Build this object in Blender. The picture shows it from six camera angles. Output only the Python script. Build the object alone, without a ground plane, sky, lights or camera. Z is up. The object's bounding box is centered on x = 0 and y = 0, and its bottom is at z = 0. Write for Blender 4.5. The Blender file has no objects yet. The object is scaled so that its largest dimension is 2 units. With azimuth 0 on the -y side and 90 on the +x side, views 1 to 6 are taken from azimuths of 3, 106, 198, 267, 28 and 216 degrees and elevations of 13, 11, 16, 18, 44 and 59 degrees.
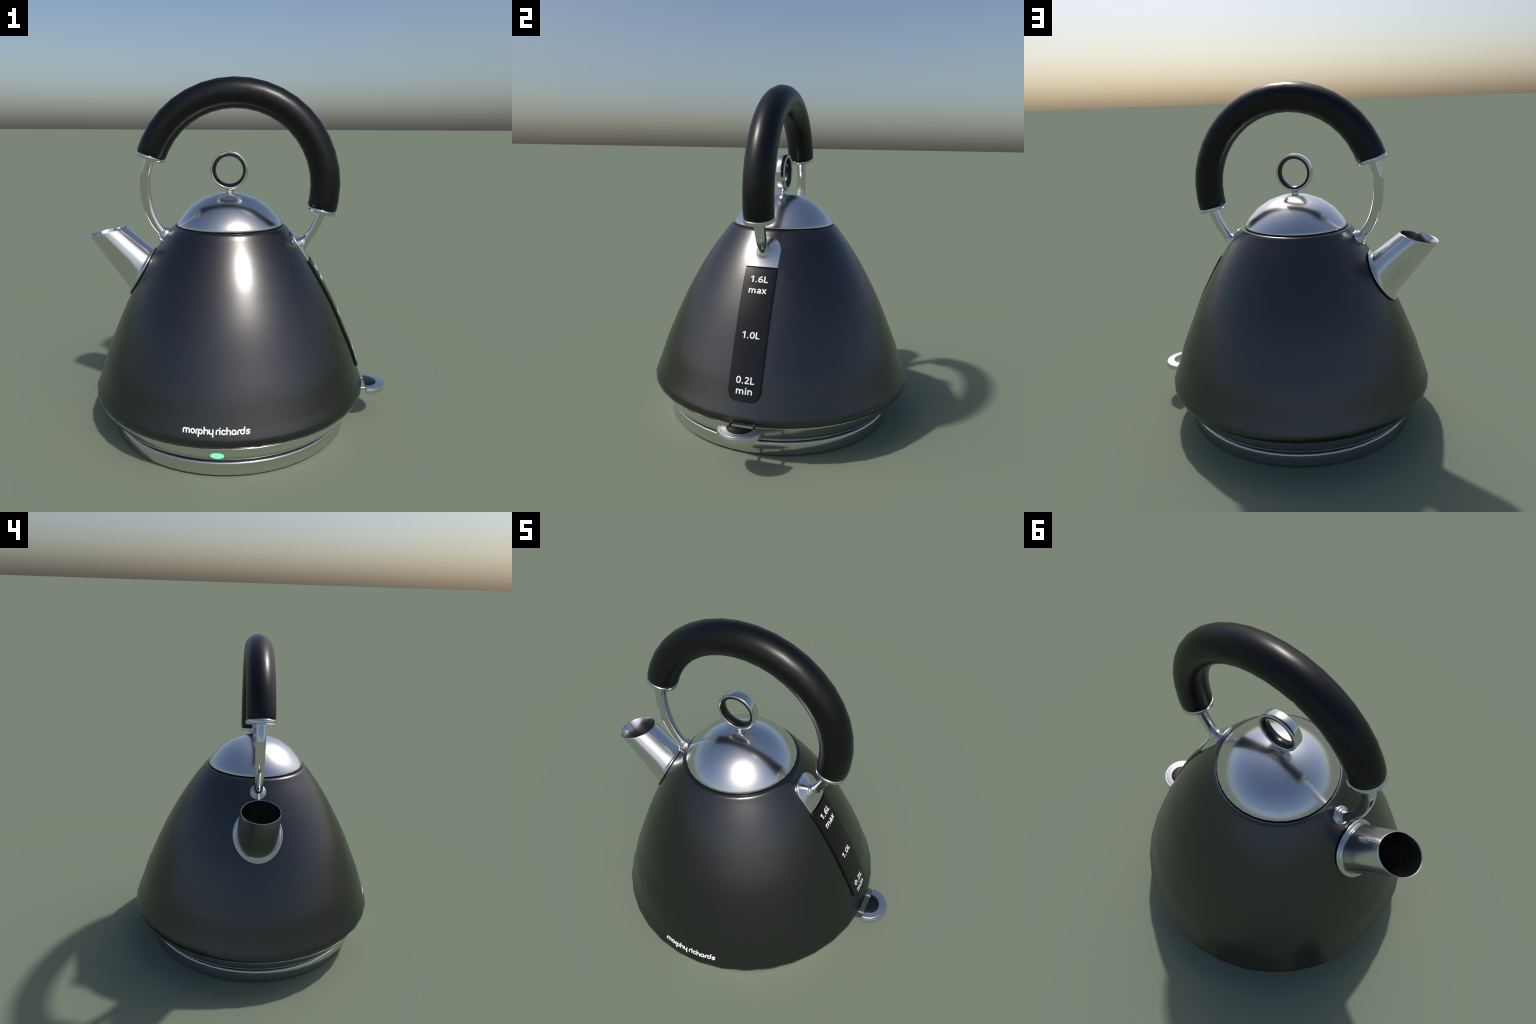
"""Pyramid-style electric kettle with a hooped grip, chrome fittings and a power base."""
import bpy, math
from mathutils import Vector, Matrix

CX = -0.0575            # x of the axis of revolution
FACETS = 36             # shell is a 36-sided turned form
PHASE = math.radians(5)

# ------------------------------------------------------------------ materials
def new_material(name, color, metallic=0.0, rough=0.5, coat=0.0, coat_rough=0.1, spec=0.5):
    m = bpy.data.materials.new(name)
    m.use_nodes = True
    b = m.node_tree.nodes["Principled BSDF"]
    b.inputs["Base Color"].default_value = (*color, 1)
    b.inputs["Metallic"].default_value = metallic
    b.inputs["Roughness"].default_value = rough
    b.inputs["Coat Weight"].default_value = coat
    b.inputs["Coat Roughness"].default_value = coat_rough
    b.inputs["Specular IOR Level"].default_value = spec
    return m, m.node_tree, b


def brushed(nt, bsdf, rough_lo, rough_hi, bump, axis_x=CX, along=2.0, across=170.0):
    """Fine hair lines running round the axis: noise stretched along the angle."""
    n, l = nt.nodes, nt.links
    tc = n.new("ShaderNodeTexCoord")
    sep = n.new("ShaderNodeSeparateXYZ")
    l.new(tc.outputs["Object"], sep.inputs[0])
    dx = n.new("ShaderNodeMath"); dx.operation = "SUBTRACT"; dx.inputs[1].default_value = axis_x
    l.new(sep.outputs["X"], dx.inputs[0])
    at = n.new("ShaderNodeMath"); at.operation = "ARCTAN2"
    l.new(sep.outputs["Y"], at.inputs[0]); l.new(dx.outputs[0], at.inputs[1])
    ax = n.new("ShaderNodeMath"); ax.operation = "MULTIPLY"; ax.inputs[1].default_value = along
    l.new(at.outputs[0], ax.inputs[0])
    az = n.new("ShaderNodeMath"); az.operation = "MULTIPLY"; az.inputs[1].default_value = across
    l.new(sep.outputs["Z"], az.inputs[0])
    com = n.new("ShaderNodeCombineXYZ")
    l.new(ax.outputs[0], com.inputs[0]); l.new(az.outputs[0], com.inputs[1])
    tex = n.new("ShaderNodeTexNoise")
    tex.inputs["Scale"].default_value = 1.0
    tex.inputs["Detail"].default_value = 4.0
    tex.inputs["Roughness"].default_value = 0.6
    l.new(com.outputs[0], tex.inputs["Vector"])
    mr = n.new("ShaderNodeMapRange")
    mr.inputs["From Min"].default_value = 0.3; mr.inputs["From Max"].default_value = 0.7
    mr.inputs["To Min"].default_value = rough_lo; mr.inputs["To Max"].default_value = rough_hi
    l.new(tex.outputs["Fac"], mr.inputs["Value"])
    l.new(mr.outputs[0], bsdf.inputs["Roughness"])
    if bump:
        bp = n.new("ShaderNodeBump")
        bp.inputs["Strength"].default_value = bump
        bp.inputs["Distance"].default_value = 0.001
        l.new(tex.outputs["Fac"], bp.inputs["Height"])
        l.new(bp.outputs[0], bsdf.inputs["Normal"])


SHELL, nt, b = new_material("satin_black_enamel", (0.095, 0.095, 0.097), metallic=1.0, rough=0.28, spec=0.5)
brushed(nt, b, 0.27, 0.30, 0.008)
LIDM, nt, b = new_material("polished_steel_lid", (0.70, 0.70, 0.71), metallic=1.0, rough=0.2)
CHROME, nt, b = new_material("chrome", (0.70, 0.70, 0.70), metallic=1.0, rough=0.12)
SPOUTM, nt, b = new_material("spout_steel", (0.70, 0.70, 0.70), metallic=1.0, rough=0.18)
BASEM, nt, b = new_material("base_chrome", (0.68, 0.68, 0.67), metallic=1.0, rough=0.17)
GRIPM, nt, b = new_material("soft_black_grip", (0.002, 0.002, 0.002), rough=0.34, spec=0.36)
GAUGEM, nt, b = new_material("smoked_gauge", (0.002, 0.002, 0.002), rough=0.27, spec=0.4)
DARKM, nt, b = new_material("matte_black", (0.006, 0.006, 0.006), rough=0.6, spec=0.2)
LINERM, nt, b = new_material("black_liner", (0.003, 0.003, 0.003), rough=0.3)
LEVERM, nt, b = new_material("lever_steel", (0.70, 0.70, 0.70), metallic=1.0, rough=0.27)
PADM, nt, b = new_material("lever_pad", (0.06, 0.06, 0.06), metallic=1.0, rough=0.3)
PRINT, nt, b = new_material("white_print", (0.90, 0.90, 0.90), rough=0.5)
LEDM, nt, b = new_material("green_led", (0.05, 0.30, 0.12), rough=0.3)
b.inputs["Emission Color"].default_value = (0.24, 1.0, 0.55, 1)
b.inputs["Emission Strength"].default_value = 0.95

# ------------------------------------------------------------------ helpers
def link(name, verts, faces, mat, parent=None, smooth_angle=40):
    me = bpy.data.meshes.new(name)
    me.from_pydata([tuple(v) for v in verts], [], faces)
    me.validate()
    me.polygons.foreach_set("use_smooth", [smooth_angle is not None] * len(me.polygons))
    if smooth_angle is not None:
        me.set_sharp_from_angle(angle=math.radians(smooth_angle))
    me.materials.append(mat)
    ob = bpy.data.objects.new(name, me)
    bpy.context.scene.collection.objects.link(ob)
    if parent is not None:
        ob.parent = parent
    return ob


def lathe(profile, segs, phase=0.0, center=(CX, 0.0)):
    """profile: (radius, z) from bottom/outside round to the end; radius 0 makes a pole."""
    verts, faces, rings = [], [], []
    for r, z in profile:
        if r < 1e-6:
            rings.append([len(verts)]); verts.append((center[0], center[1], z))
        else:
            ring = []
            for i in range(segs):
                a = phase + 2 * math.pi * i / segs
                ring.append(len(verts))
                verts.append((center[0] + r * math.cos(a), center[1] + r * math.sin(a), z))
            rings.append(ring)
    for a, c in zip(rings, rings[1:]):
        for i in range(segs):
            j = (i + 1) % segs
            if len(a) == 1 and len(c) == 1:
                continue
            if len(a) == 1:
                faces.append((a[0], c[j], c[i]))
            elif len(c) == 1:
                faces.append((a[i], a[j], c[0]))
            else:
                faces.append((a[i], a[j], c[j], c[i]))
    return verts, faces


def turned_on(profile, segs, origin, axis):
    """A lathe form whose axis points along `axis` from `origin`."""
    v, f = lathe(profile, segs, 0.0, (0, 0))
    q = Vector((0, 0, 1)).rotation_difference(Vector(axis).normalized())
    o = Vector(origin)
    return [o + q @ Vector(p) for p in v], f


def loft(loops, closed_ends=(False, False), ring_closed=True):
    verts, faces = [], []
    n = len(loops[0])
    for lp in loops:
        verts.extend(lp)
    for k in range(len(loops) - 1):
        for i in range(n if ring_closed else n - 1):
            j = (i + 1) % n
            faces.append((k * n + i, k * n + j, (k + 1) * n + j, (k + 1) * n + i))
    if closed_ends[0]:
        faces.append(tuple(range(n - 1, -1, -1)))
    if closed_ends[1]:
        o = (len(loops) - 1) * n
        faces.append(tuple(range(o, o + n)))
    return verts, faces


def merge(*parts):
    V, F = [], []
    for v, f in parts:
        o = len(V)
        V.extend(v); F.extend(tuple(i + o for i in q) for q in f)
    return V, F


def interp(x, xs, ys):
    if x <= xs[0]:
        return ys[0]
    for x0, x1, y0, y1 in zip(xs, xs[1:], ys, ys[1:]):
        if x <= x1:
            return y0 + (y1 - y0) * (x - x0) / (x1 - x0)
    return ys[-1]


def catmull(pts, per):
    out = []
    for i in range(len(pts) - 1):
        p0 = pts[max(i - 1, 0)]; p1 = pts[i]; p2 = pts[i + 1]; p3 = pts[min(i + 2, len(pts) - 1)]
        for k in range(per):
            t = k / per
            out.append(tuple(0.5 * (2 * b_ + (c - a) * t + (2 * a - 5 * b_ + 4 * c - d) * t * t + (3 * b_ - a - 3 * c + d) * t ** 3)
                             for a, b_, c, d in zip(p0, p1, p2, p3)))
    out.append(tuple(pts[-1]))
    return out

# ------------------------------------------------------------------ the kettle
kettle = bpy.data.objects.new("electric_kettle", None)
bpy.context.scene.collection.objects.link(kettle)
kettle["label"] = "black pyramid electric kettle with hooped grip and chrome fittings"
kettle["category"] = "kettle"

# body shell: (radius, z) of the turned outer wall
WALL = catmull([(0.7785, 0.290), (0.7495, 0.372), (0.7220, 0.455), (0.6795, 0.555), (0.637, 0.655),
                (0.5905, 0.755), (0.537, 0.855), (0.480, 0.955), (0.4145, 1.055), (0.3665, 1.120), (0.336, 1.160)], 2)
WALL_Z = [z for r, z in WALL]
WALL_R = [r for r, z in WALL]
FOOT = [(0.740, 0.221), (0.774, 0.2165), (0.784, 0.2185), (0.7900, 0.2275), (0.7930, 0.2400), (0.7930, 0.2520), (0.7885, 0.2680)]
ROLL = [(0.3315, 1.1672), (0.3260, 1.1735), (0.3195, 1.1775), (0.3130, 1.1792), (0.3090, 1.1795), (0.3083, 1.1600), (0.3083, 1.140)]
shell = link("body_shell", *lathe(FOOT + WALL + ROLL, FACETS, PHASE), SHELL, kettle, 60)


def wall_radius(z):
    full = FOOT[4:] + WALL
    return interp(z, [p[1] for p in full], [p[0] for p in full])


def on_wall(z, lateral, off, heading, facet=True):
    """Point `off` above the shell at height z, `lateral` metres sideways of the
    vertical plane that leaves the axis at angle `heading`; also the normal."""
    r = wall_radius(z)
    phi = heading + math.asin(max(-1, min(1, lateral / r)))
    if facet:
        step = 2 * math.pi / FACETS
        mid = round(phi / step) * step      # facet centres lie at multiples of ten degrees
        r = r * math.cos(step / 2) / math.cos(phi - mid)
    slope = (wall_radius(z + 0.02) - wall_radius(z - 0.02)) / 0.04
    k = 1 / math.hypot(1, slope)
    nrm = Vector((math.cos(phi) * k, math.sin(phi) * k, -slope * k))
    return Vector((CX + r * math.cos(phi), r * math.sin(phi), z)) + nrm * off, nrm


# lid
LID = [(0.296, 1.150), (0.2975, 1.181), (0.3035, 1.1830), (0.3060, 1.1885), (0.3040, 1.195), (0.298, 1.206), (0.2735, 1.237),
       (0.2215, 1.290), (0.1535, 1.332), (0.0775, 1.358), (0.030, 1.3655), (0.0, 1.366)]
lid = link("lid", *lathe(LID, FACETS, PHASE), LIDM, kettle, 55)
lid_gap_ring = link("lid_gap_dark_ring", *lathe([(0.3100, 1.160), (0.3087, 1.1755), (0.300, 1.1770), (0.290, 1.1770)], FACETS, PHASE), DARKM, lid, 60)  # black ring modelled for the dark line of the lid gap

# lid knob: hoop standing on a flared stem, axis of the hoop along y
KX, KZ = -0.0565, 1.4915


def hoop(profile, segs):
    """profile: closed (radius, y) section."""
    loops = []
    for i in range(segs):
        a = 2 * math.pi * i / segs
        loops.append([Vector((KX + r * math.cos(a), y, KZ + r * math.sin(a))) for r, y in profile])
    loops.append(loops[0])
    n = len(profile)
    verts = [p for lp in loops[:-1] for p in lp]
    faces = []
    for k in range(segs):
        k2 = (k + 1) % segs
        for i in range(n):
            j = (i + 1) % n
            faces.append((k * n + i, k * n + j, k2 * n + j, k2 * n + i))
    return verts, faces


D = 0.0257
ring_sec = [(0.1075, -D + 0.006), (0.1075, D - 0.006), (0.1060, D - 0.0015), (0.1030, D), (0.0965, D), (0.0940, D - 0.002), (0.0930, D - 0.006),
            (0.0930, -D + 0.006), (0.0940, -D + 0.002), (0.0965, -D), (0.1030, -D), (0.1060, -D + 0.0015)]
knob = link("knob_ring", *hoop(ring_sec, 48), CHROME, lid, 50)
liner_sec = [(0.0935, -D + 0.004)] + [(0.0935 - 0.0168 * math.sin(math.pi * (0.18 + 0.64 * t / 10)) ** 0.8, (D - 0.003) * (-1 + 2 * t / 10)) for t in range(11)] + [(0.0935, D - 0.004)]
liner = link("knob_liner", *hoop(liner_sec, 48), LINERM, knob, 60)
stem_v, stem_f = lathe([(0.0225, 1.358), (0.0225, 1.3665), (0.0195, 1.3670), (0.0192, 1.3690), (0.0215, 1.3695), (0.0205, 1.376), (0.0205, 1.381),
                                 (0.024, 1.386), (0.031, 1.391), (0.036, 1.396)], 24, 0, (KX, 0))
stem_v = [(x, max(-0.0235, min(0.0235, y)), z) for x, y, z in stem_v]     # no deeper than the hoop
stem = link("knob_stem", stem_v, stem_f, CHROME, knob, 50)

# ------------------------------------------------------------------ hooped grip
HX, HZ, HR, TUBE = -0.0208, 1.4070, 0.5085, 0.0845


def on_arc(deg, radius=HR, y=0.0):
    a = math.radians(deg)
    return Vector((HX + radius * math.cos(a), y, HZ + radius * math.sin(a)))


def arc_section(deg, ra, rb, n, square=2.0, radius=HR):
    """Cross-section at arc angle `deg`; exponent `square` > 2 makes it boxier."""
    a = math.radians(deg)
    rad = Vector((math.cos(a), 0, math.sin(a)))
    c = on_arc(deg, radius)
    out = []
    for i in range(n):
        t = 2 * math.pi * i / n
        co, si = math.cos(t), math.sin(t)
        u = math.copysign(abs(co) ** (2 / square), co) * ra
        w = math.copysign(abs(si) ** (2 / square), si) * rb
        out.append(c + rad * u + Vector((0, 1, 0)) * w)
    return out


END_L, END_R = 160.8, -14.6
stations = [(END_L + 0.2, TUBE * 0.5), (END_L, TUBE * 0.955), (END_L - 0.6, TUBE * 0.985), (END_L - 1.8, TUBE)] + \
           [(90.75 + 9 * k, TUBE) for k in range(7, -12, -1) if END_R + 2.5 < 90.75 + 9 * k < END_L - 2.5] + \
           [(END_R + 1.8, TUBE), (END_R + 0.6, TUBE * 0.985), (END_R, TUBE * 0.955), (END_R - 0.2, TUBE * 0.5)]
grip = link("handle_grip", *loft([arc_section(d, r, r, 24) for d, r in stations], (True, True)), GRIPM, kettle, 60)


def end_cap(deg, sign):
    d = [(0.10, 0.60), (0.12, 0.975), (0.35, 1.005), (0.9, 1.02), (2.15, 1.025), (2.45, 1.01), (2.6, 0.965), (2.62, 0.4)]
    loops = [arc_section(deg + sign * a, TUBE * s, TUBE * s, 32) for a, s in d]
    if sign < 0:
        loops = [lp[::-1] for lp in loops]
    return loft(loops, (True, True))


for deg, sg in ((END_L, 1), (END_R, -1)):
    link("end_cap", *end_cap(deg, sg), CHROME, grip, 35)

# rods: box-section with rounded corners below the cap, round where they meet the flange
N_FL = Vector((-0.77, 0, 0.638)); FL_C = Vector((-0.4420, 0, 1.1220))
N_FR = Vector((0.84, 0, 0.543)); FR_C = Vector((0.3610, 0, 1.0745))


def rod(path):
    """path: (x, z, half_thickness_in_plane, half_width_y, squareness)"""
    pts = catmull(path, 5)
    loops = []
    for i, (x, z, ra, rb, sq) in enumerate(pts):
        a, c = pts[max(i - 1, 0)], pts[min(i + 1, len(pts) - 1)]
        t = Vector((c[0] - a[0], 0, c[1] - a[1])).normalized()
        side = Vector((t.z, 0, -t.x))
        lp = []
        for k in range(24):
            th = 2 * math.pi * (k + 0.5) / 24
            co, si = math.cos(th), math.sin(th)
            lp.append(Vector((x, 0, z)) + side * (math.copysign(abs(co) ** (2 / sq), co) * ra)
                      + Vector((0, 1, 0)) * (math.copysign(abs(si) ** (2 / sq), si) * rb))
        loops.append(lp)
    return loft(loops, (True, True))


link("handle_rod", *rod([(-0.505, 1.575, .0285, .0295, 3.0), (-0.5165, 1.538, .0285, .0295, 3.0), (-0.5365, 1.468, .029, .0295, 2.7), (-0.5415, 1.410, .0295, .0295, 2.7),
                         (-0.5385, 1.339, .0295, .029, 2.6), (-0.5205, 1.254, .0290, .0280, 2.4), (-0.4885, 1.180, .0280, .0270, 2.4),
                         (-0.4480, 1.1260, .0265, .0265, 2.0), (-0.4200, 1.1000, .0265, .0265, 2.0)]), CHROME, grip, 50)
link("handle_rod", *rod([(0.482, 1.290, .026, .0285, 3.0), (0.466, 1.245, .0262, .0285, 2.9), (0.440, 1.183, .0265, .0285, 3.0), (0.4065, 1.127, .0265, .0280, 2.5),
                         (0.374, 1.083, .0265, .0265, 2.0), (0.350, 1.056, .0265, .0265, 2.0)]), CHROME, grip, 50)


def flange(center, axis, base):
    s = base
    return turned_on([(0.030, -0.030), (s, -0.026), (s, 0.000), (s - 0.003, 0.005), (s - 0.008, 0.007), (0.0375, 0.0075), (0.0365, 0.013), (0.034, 0.0155),
                      (0.0315, 0.0165), (0.0305, 0.022), (0.028, 0.024), (0.020, 0.025)], 32, center, axis)


link("rod_flange", *flange(FL_C, N_FL, 0.0485), CHROME, grip, 40)
link("rod_flange", *flange(FR_C, N_FR, 0.0455), CHROME, grip, 40)

# ------------------------------------------------------------------ spout
SEG = 48
TIP_C = Vector((-0.7715, 0, 1.1320)); TIP_A = Vector((0.1075, 0, 0.0250)); TIP_B = 0.1095
RZ = 0.895


def spout_root(hz, hy, off, zc=RZ):
    out = []
    for i in range(SEG):
        t = 2 * math.pi * i / SEG
        p, n = on_wall(zc + hz * math.cos(t), -hy * math.sin(t), off, math.pi, facet=False)
        out.append(p)
    return out


def spout_tip(scale, push=0.0):
    axis = Vector((-0.62, 0, 0.78)).normalized()
    return [TIP_C + TIP_A * (math.cos(2 * math.pi * i / SEG) * scale) + Vector((0, 1, 0)) * (math.sin(2 * math.pi * i / SEG) * TIP_B * scale) + axis * push
            for i in range(SEG)]


def between(a, c, t):
    return [p.lerp(q, t) for p, q in zip(a, c)]


root = spout_root(0.121, 0.1265, 0.0)
tip = spout_tip(1.0)
outer = [spout_root(0.131, 0.1365, 0.012), between(spout_root(0.1250, 0.1305, 0.011), tip, 0.015), between(spout_root(0.1220, 0.1275, 0.006), tip, 0.05), between(root, tip, 0.10), between(root, tip, 0.35),
         between(root, tip, 0.65), between(root, tip, 0.98), spout_tip(0.998, 0.001), spout_tip(0.985, 0.0025), spout_tip(0.97, 0.001), spout_tip(0.962, -0.004)]
inner_root = spout_root(0.112, 0.117, 0.0)
inner = [between(inner_root, spout_tip(0.955), t) for t in (0.9, 0.6, 0.3, 0.05)]
spout = link("spout", *loft(outer + inner), SPOUTM, kettle, 50)
link("spout_collar", *loft([spout_root(0.136, 0.1405, 0.002), spout_root(0.1395, 0.1445, 0.004), spout_root(0.1405, 0.1455, 0.008), spout_root(0.1395, 0.1445, 0.012),
                            spout_root(0.136, 0.1410, 0.0145), spout_root(0.131, 0.136, 0.0145), spout_root(0.126, 0.131, 0.0125)]), SPOUTM, spout, 50)
link("collar_shadow_band", *loft([spout_root(0.1385, 0.1435, -0.006), spout_root(0.1385, 0.1435, 0.0035), spout_root(0.125, 0.13, 0.004)]), DARKM, spout, 40)  # thin black band drawing the dark line below the collar
link("spout_black_floor", *loft([between(spout_root(0.114, 0.119, 0.0), spout_tip(0.97), 0.15), between(spout_root(0.06, 0.06, 0.0), spout_tip(0.5), 0.15)], (False, True)), DARKM, spout, 40)  # black plug across the bore, where the inside of the spout looks black

# ------------------------------------------------------------------ gauge strip on the back (+x) side
def strip(z_rows, half_width, height, bump=None, bev=0.006, cols=14, sink=-0.006):
    """Raised plate following the shell: z_rows top to bottom, half width per row."""
    n = len(z_rows)

    def ds(z):      # metres of surface per metre of height
        s = (wall_radius(z + 0.02) - wall_radius(z - 0.02)) / 0.04
        return math.hypot(1, s)
    S = [0.0]
    for z0, z1 in zip(z_rows, z_rows[1:]):
        S.append(S[-1] + abs(z1 - z0) * ds((z0 + z1) / 2))
    out2 = [(S[i], half_width[i]) for i in range(n)] + [(S[i], -half_width[i]) for i in range(n - 1, -1, -1)]
    m = len(out2)

    def inset(d):
        res = []
        for i in range(m):
            p, a, c = out2[i], out2[(i - 1) % m], out2[(i + 1) % m]
            e1 = Vector((p[0] - a[0], p[1] - a[1])); e2 = Vector((c[0] - p[0], c[1] - p[1]))
            n1 = Vector((e1.y, -e1.x)).normalized(); n2 = Vector((e2.y, -e2.x)).normalized()
            nn = (n1 + n2)
            nn = nn / max(nn.length_squared, 0.6) * 2
            res.append((p[0] + nn.x * d, p[1] + nn.y * d))
        return res

    def place(s, y, off):
        z = interp(s, S, z_rows) if 0 <= s <= S[-1] else z_rows[0] - s / ds(z_rows[0]) if s < 0 else z_rows[-1] - (s - S[-1]) / ds(z_rows[-1])
        if bump:
            off += bump(z, y)
        return on_wall(z, y, off, 0.0, facet=False)[0]
    levels = [(0.0, sink), (0.0, height - bev), (bev * 0.08, height - bev * 0.6), (bev * 0.3, height - bev * 0.25), (bev * 0.65, height - bev * 0.06), (bev, height)]
    verts, faces = [], []
    last = None
    for d, o in levels:
        lp = inset(d)
        verts += [place(s, y, o) for s, y in lp]
        last = lp
    for k in range(len(levels) - 1):
        for i in range(m):
            j = (i + 1) % m
            faces.append((k * m + i, (k + 1) * m + i, (k + 1) * m + j, k * m + j))
    grid = []
    o = (len(levels) - 1) * m
    for i in range(n):
        r, l = last[i], last[m - 1 - i]
        row = [o + i]
        for c in range(1, cols):
            t = c / cols
            row.append(len(verts)); verts.append(place(r[0] + (l[0] - r[0]) * t, r[1] + (l[1] - r[1]) * t, height))
        row.append(o + m - 1 - i)
        grid.append(row)
    for i in range(n - 1):
        for c in range(cols):
            faces.append((grid[i][c], grid[i + 1][c], grid[i + 1][c + 1], grid[i][c + 1]))
    return verts, faces


W = 0.0900
H = 0.0100
top_z, full_z = 1.1475, 1.072
rows, wid = [], []
for i in range(15):
    t = math.radians(12 + 78 * i / 14)
    rows.append(full_z + (top_z - full_z) * math.cos(t)); wid.append(W * math.sin(t))
for i in range(1, 11):
    rows.append(full_z + (0.9880 - full_z) * i / 10); wid.append(W)


def swell(z, y):
    d = math.hypot((z - 1.080) * 1.22, y)
    return 0.017 * math.exp(-(d / 0.055) ** 2.2)


mount = link("gauge_mount", *strip(rows, wid, H, swell, 0.005, 18), SPOUTM, kettle, 50)

rows, wid = [], []
for i in range(19):
    rows.append(0.9870 - (0.9870 - 0.392) * i / 18); wid.append(W)
for i in range(1, 10):
    t = math.radians(80 * i / 9)
    rows.append(0.392 - 0.056 * math.sin(t)); wid.append(W - 0.052 * (1 - math.cos(t)))
gauge = link("water_gauge", *strip(rows, wid, H, None, 0.006, 14), GAUGEM, kettle, 50)


# ------------------------------------------------------------------ lettering
def arc(cx, cy, rx, ry, a0, a1, n=14):
    return [(cx + rx * math.cos(math.radians(a0 + (a1 - a0) * i / n)), cy + ry * math.sin(math.radians(a0 + (a1 - a0) * i / n))) for i in range(n + 1)]


def gauge_glyph(ch):
    """Centre lines of the bold gauge characters, cap height one unit: (advance, strokes)."""
    e = 0.09
    if ch == "1":
        return 0.64, [[(.36, 0), (.36, 1.0)], [(.06, .74), (.38, .94)]]
    if ch == ".":
        return 0.38, [[(.15, 0), (.15, .18)]]
    if ch == "6":
        return 0.76, [arc(.36, .31, .25, .225, 0, 360, 28), [(.11, .33), (.12, .52), (.19, .70), (.31, .83), (.45, .895), (.58, .905)]]
    if ch == "0":
        return 0.76, [arc(.36, .5, .255, .415, 0, 360, 32)]
    if ch == "2":
        return 0.74, [[(.08, .80), (.20, .885), (.33, .91), (.47, .87), (.53, .74), (.49, .59), (.36, .41), (.12, .13)], [(.06, e), (.63, e)]]
    if ch == "L":
        return 0.58, [[(.12, 0), (.12, 1.0)], [(.12, e), (.56, e)]]
    if ch == "m":
        return 1.20, [[(.12, 0), (.12, .74)]] + [[(x, .40)] + arc(x + .215, .44, .215, .215, 180, 0) + [(x + .43, 0)] for x in (.12, .55)]
    if ch == "n":
        return 0.78, [[(.12, 0), (.12, .74)], [(.12, .40)] + arc(.345, .43, .225, .225, 180, 0) + [(.57, 0)]]
    if ch == "i":
        return 0.34, [[(.13, 0), (.13, .74)], [(.13, .84), (.13, 1.02)]]
    if ch == "a":
        return 0.72, [arc(.31, .215, .20, .145, 0, 360, 24), [(.53, 0), (.53, .44)] + arc(.33, .46, .20, .20, 0, 95, 8) + [(.12, .61)]]
    return 0.66, [[(.06, 0), (.58, .74)], [(.06, .74), (.58, 0)]]


def ribbon(line, half, round_ends=True):
    """Flat round-ended stroke; returns 2D polygons to be mapped on the wall."""
    n = len(line)
    left, right = [], []
    for i, p in enumerate(line):
        a, c = line[max(i - 1, 0)], line[min(i + 1, n - 1)]
        t = Vector((c[0] - a[0], c[1] - a[1])).normalized()
        left.append((p[0] - t.y * half, p[1] + t.x * half)); right.append((p[0] + t.y * half, p[1] - t.x * half))
    t0 = Vector((line[1][0] - line[0][0], line[1][1] - line[0][1])); t1 = Vector((line[-1][0] - line[-2][0], line[-1][1] - line[-2][1]))
    a0, a1 = math.degrees(math.atan2(t0.y, t0.x)), math.degrees(math.atan2(t1.y, t1.x))
    pts = left + right
    faces = [(i, n + i, n + i + 1, i + 1) for i in range(n - 1)]
    if round_ends and (Vector(line[0]) - Vector(line[-1])).length > 1e-3:
        for p, a in ((line[0], a0 + 90), (line[-1], a1 - 90)):
            k = len(pts)
            cap_pts = arc(p[0], p[1], half, half, a, a + 180, 10)
            pts += cap_pts
            faces.append(tuple(range(k, k + len(cap_pts))))
    return pts, faces


def printed_text(words, baseline, width, height, off, parent):
    """One raised print object per word; width is the inked width, height the cap height (in z)."""
    strokes, pen, k = [], 0.0, 0
    for ch in words:
        adv, lines = gauge_glyph(ch)
        for ln in lines:
            dense = []
            for p, q in zip(ln, ln[1:]):        # subdivide so that strokes follow the shell
                dense += [(p[0] + (q[0] - p[0]) * t / 4, p[1] + (q[1] - p[1]) * t / 4) for t in range(4)] if len(ln) < 4 else [p]
            dense.append(ln[-1])
            strokes.append([(x + pen, y) for x, y in dense])
        pen += adv
    V, F, faces2 = [], [], []
    pieces = [ribbon(ln, 0.082, False) for ln in strokes]
    xs = [x for pts, fc in pieces for x, y in pts]
    x0, x1 = min(xs), max(xs)
    for k, (pts, fc) in enumerate(pieces):
        o = len(V)
        V += [on_wall(baseline + y * height, ((x - x0) / (x1 - x0) - 0.5) * width, off + 0.00012 * (k % 3), 0.0, facet=False)[0] for x, y in pts]
        F += [tuple(i + o for i in f) for f in fc]
    ob = link("gauge_marking", V, F, PRINT, parent, None)
    so = ob.modifiers.new("thickness", "SOLIDIFY"); so.thickness = 0.0006; so.offset = 0
    return ob


for words, base, width, hgt in (("1.6L", 0.9140, 0.097, 0.0310), ("max", 0.8605, 0.098, 0.0310), ("1.0L", 0.6420, 0.095, 0.0330),
                                ("0.2L", 0.4260, 0.098, 0.0345), ("min", 0.3745, 0.087, 0.0330)):
    printed_text(words, base, width, hgt, H + 0.0009, gauge)


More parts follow.
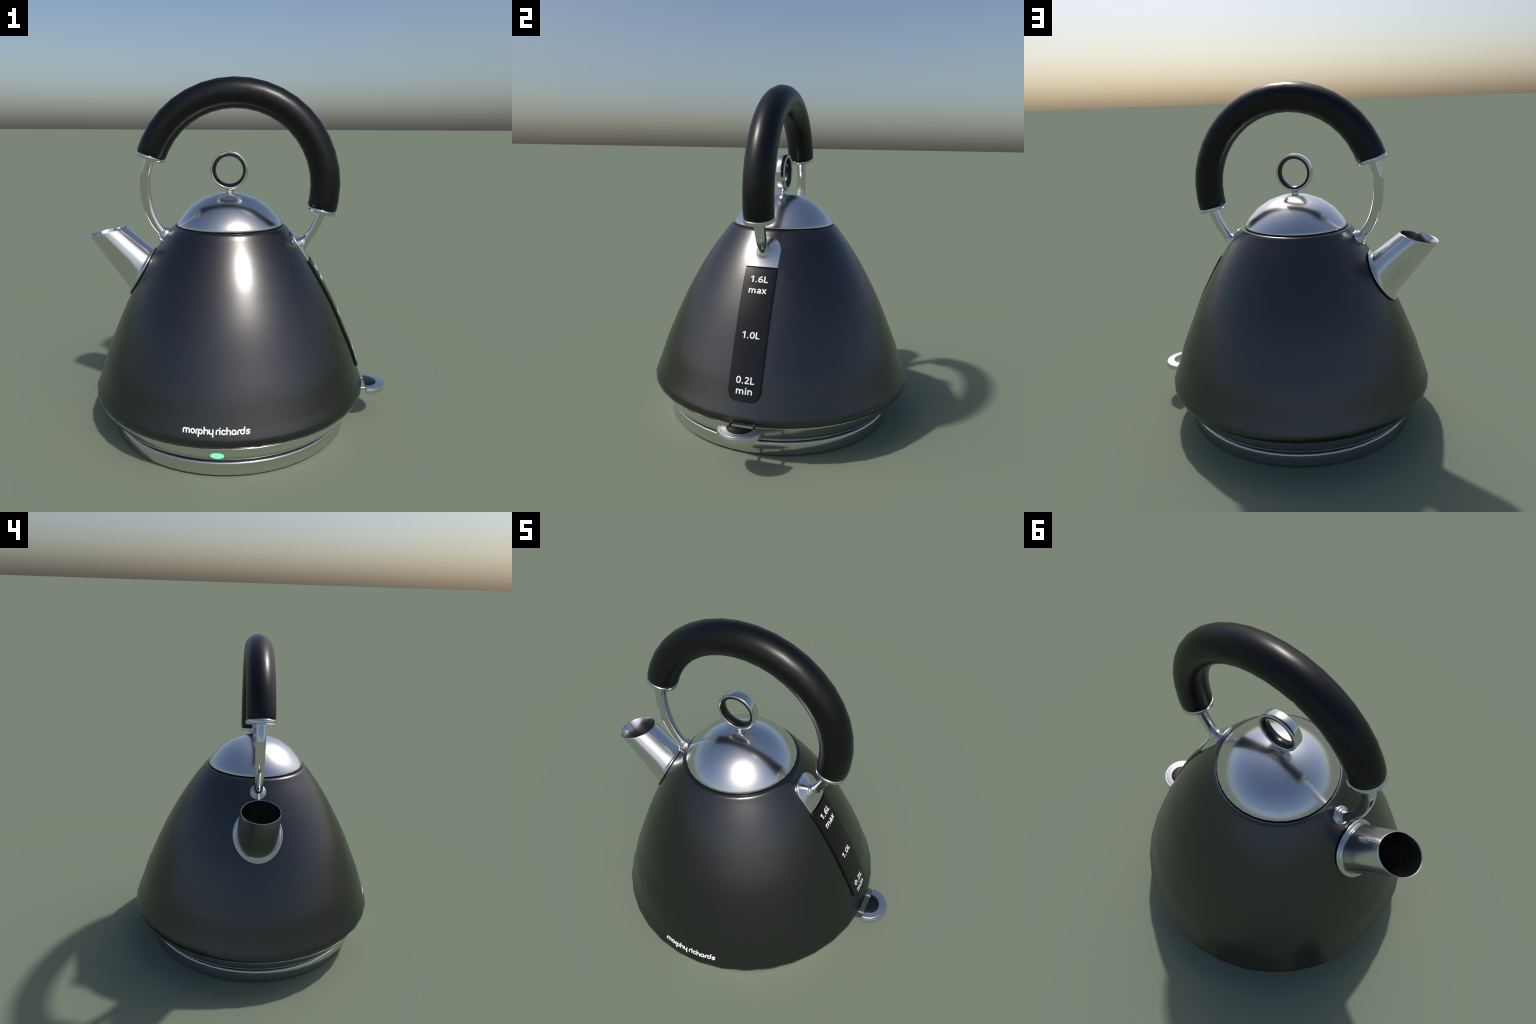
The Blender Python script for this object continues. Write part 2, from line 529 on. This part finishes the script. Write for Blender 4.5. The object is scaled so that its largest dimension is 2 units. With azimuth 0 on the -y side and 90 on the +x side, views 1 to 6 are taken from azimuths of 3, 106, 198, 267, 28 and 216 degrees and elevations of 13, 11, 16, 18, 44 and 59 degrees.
def glyph(ch):
    """Centre lines of the rounded brand letters, x-height one unit."""
    lo, hi = 0.125, 0.875
    if ch == "m":
        return 1.42, [[(.13, lo)] + arc(.42, .58, .29, .295, 180, 0) + [(.71, lo)], [(.71, .5)] + arc(1.0, .58, .29, .295, 180, 0) + [(1.29, lo)]]
    if ch == "o":
        return 0.92, [arc(.46, .5, .335, .375, 0, 360, 28)]
    if ch == "r":
        return 0.62, [[(.13, lo)] + arc(.50, .52, .37, .355, 180, 88)]
    if ch == "p":
        return 1.00, [arc(.52, .5, .35, .375, 0, 360, 28), [(.15, .5), (.13, -.34)]]
    if ch == "h":
        return 0.92, [[(.13, lo), (.13, 1.32)], [(.13, .45)] + arc(.46, .55, .33, .325, 180, 0) + [(.79, lo)]]
    if ch == "y":
        return 0.94, [[(.13, hi)] + arc(.46, .45, .33, .325, 180, 360), [(.80, hi), (.80, -.34)]]
    if ch == "i":
        return 0.30, [[(.15, lo), (.15, .84)], [(.15, 1.20), (.15, 1.21)]]
    if ch == "c":
        return 0.85, [arc(.49, .5, .36, .375, 42, 318, 24)]
    if ch == "a":
        return 0.98, [arc(.47, .5, .345, .375, 0, 360, 28), [(.82, .5), (.84, lo)]]
    if ch == "d":
        return 1.00, [arc(.47, .5, .345, .375, 0, 360, 28), [(.84, .5), (.84, 1.32)]]
    return 0.85, [[(.73, .80), (.50, .875), (.28, .83), (.19, .69), (.28, .56), (.50, .50), (.68, .41), (.71, .27), (.60, .15), (.40, .125), (.14, .19)]]


PX = 0.000206           # metres of shell per layout unit
UNIT = 0.0252
layout = [("m", 295), ("o", 482), ("r", 603), ("p", 660), ("h", 797), ("y", 917), ("r", 1083), ("i", 1164), ("c", 1209), ("h", 1328), ("a", 1450), ("r", 1584), ("d", 1650), ("s", 1781)]
brand_parent = None
for ch, px in layout:
    width, lines = glyph(ch)
    V, F = [], []
    x_at = -0.222 + (px - 295) * PX
    for k, ln in enumerate(lines):
        pts, fc = ribbon(ln, 0.125)
        o = len(V)
        for x, y in pts:
            lateral = (x_at + x * 126 * PX) - CX
            V.append(on_wall(0.2880 + y * UNIT * 0.965, lateral, 0.0010 + 0.0002 * k, -math.pi / 2)[0])
        F += [tuple(i + o for i in f) for f in fc]
    g = link("brand_letter", V, F, PRINT, shell, None)
    so = g.modifiers.new("thickness", "SOLIDIFY"); so.thickness = 0.0007; so.offset = 0

# ------------------------------------------------------------------ skirt, power base, lamp, lever
BASE_AT = (CX, -0.004)      # skirt and base stand a hair towards the front
SKIRT = [(0.560, 0.1060), (0.690, 0.1040), (0.697, 0.1045), (0.7005, 0.1075), (0.7125, 0.1185), (0.729, 0.1400), (0.7445, 0.1605), (0.758, 0.1800), (0.771, 0.2005), (0.7775, 0.2105), (0.7778, 0.2135), (0.776, 0.2155), (0.740, 0.2200)]
skirt = link("chrome_skirt", *lathe(SKIRT, 72, 0, BASE_AT), BASEM, kettle, 45)
link("groove_dark_wall", *lathe([(0.580, 0.095), (0.580, 0.108)], 48, 0, BASE_AT), DARKM, skirt, 45)  # black wall at the back of the thin dark slot above the base
BASE = [(0.0, 0.004), (0.655, 0.004), (0.655, 0.0), (0.671, 0.0), (0.674, 0.008), (0.683, 0.010), (0.6860, 0.014), (0.6895, 0.074), (0.6875, 0.0800), (0.683, 0.0835), (0.6745, 0.0845), (0.6705, 0.0860), (0.6690, 0.0945), (0.6650, 0.0960), (0.0, 0.0965)]
base = link("power_base", *lathe(BASE, 48, 0, BASE_AT), BASEM, kettle, 40)


def skirt_point(z, lateral, off):
    zs = [p[1] for p in SKIRT[3:10]]; rs = [p[0] for p in SKIRT[3:10]]
    r = interp(z, zs, rs)
    phi = -math.pi / 2 + lateral / r
    s = 0.70
    k = 1 / math.hypot(1, s)
    return Vector((CX + r * math.cos(phi), BASE_AT[1] + r * math.sin(phi), z)) + Vector((math.cos(phi) * k, math.sin(phi) * k, -s * k)) * off


def lamp_loop(scale, off):
    return [skirt_point(0.1530 + 0.0260 * scale * math.sin(2 * math.pi * i / 40), 0.0340 * scale * math.cos(2 * math.pi * i / 40), off) for i in range(40)]


link("indicator_light", *loft([lamp_loop(1.0, -0.002), lamp_loop(1.0, 0.001), lamp_loop(0.98, 0.0018), lamp_loop(0.9, 0.0022), lamp_loop(0.6, 0.0026), lamp_loop(0.1, 0.0028)], (False, True)), LEDM, skirt, 60)

# half-disc lever on two pins
LX, LR = 0.7590, 0.1185


def half_disc(sections, n=28):
    """sections: (radius, z) outer profile; flat chord faces the body."""
    loops = []
    for r, z in sections:
        loops.append([Vector((LX + r * math.sin(math.pi * i / n), -r * math.cos(math.pi * i / n), z)) for i in range(n + 1)])
    return loft(loops, (True, True))


lever = link("switch_lever", *half_disc([(LR - 0.004, 0.187), (LR, 0.190), (LR, 0.2160), (LR - 0.0015, 0.2190), (LR - 0.004, 0.2200), (LR - 0.014, 0.2200), (LR - 0.016, 0.2215), (LR - 0.018, 0.2220), (0.02, 0.2220)]), LEVERM, kettle, 35)
link("lever_pad", *half_disc([(0.070, 0.2180), (0.070, 0.2230), (0.069, 0.2235), (0.02, 0.2235)]), PADM, lever, 35)
for y in (-0.066, 0.066):
    link("lever_pin", *turned_on([(0.0, 0.0), (0.0080, 0.0), (0.0080, 0.075), (0.0, 0.075)], 16, (0.690, y, 0.2060), (1, 0, 0)), CHROME, lever, 40)
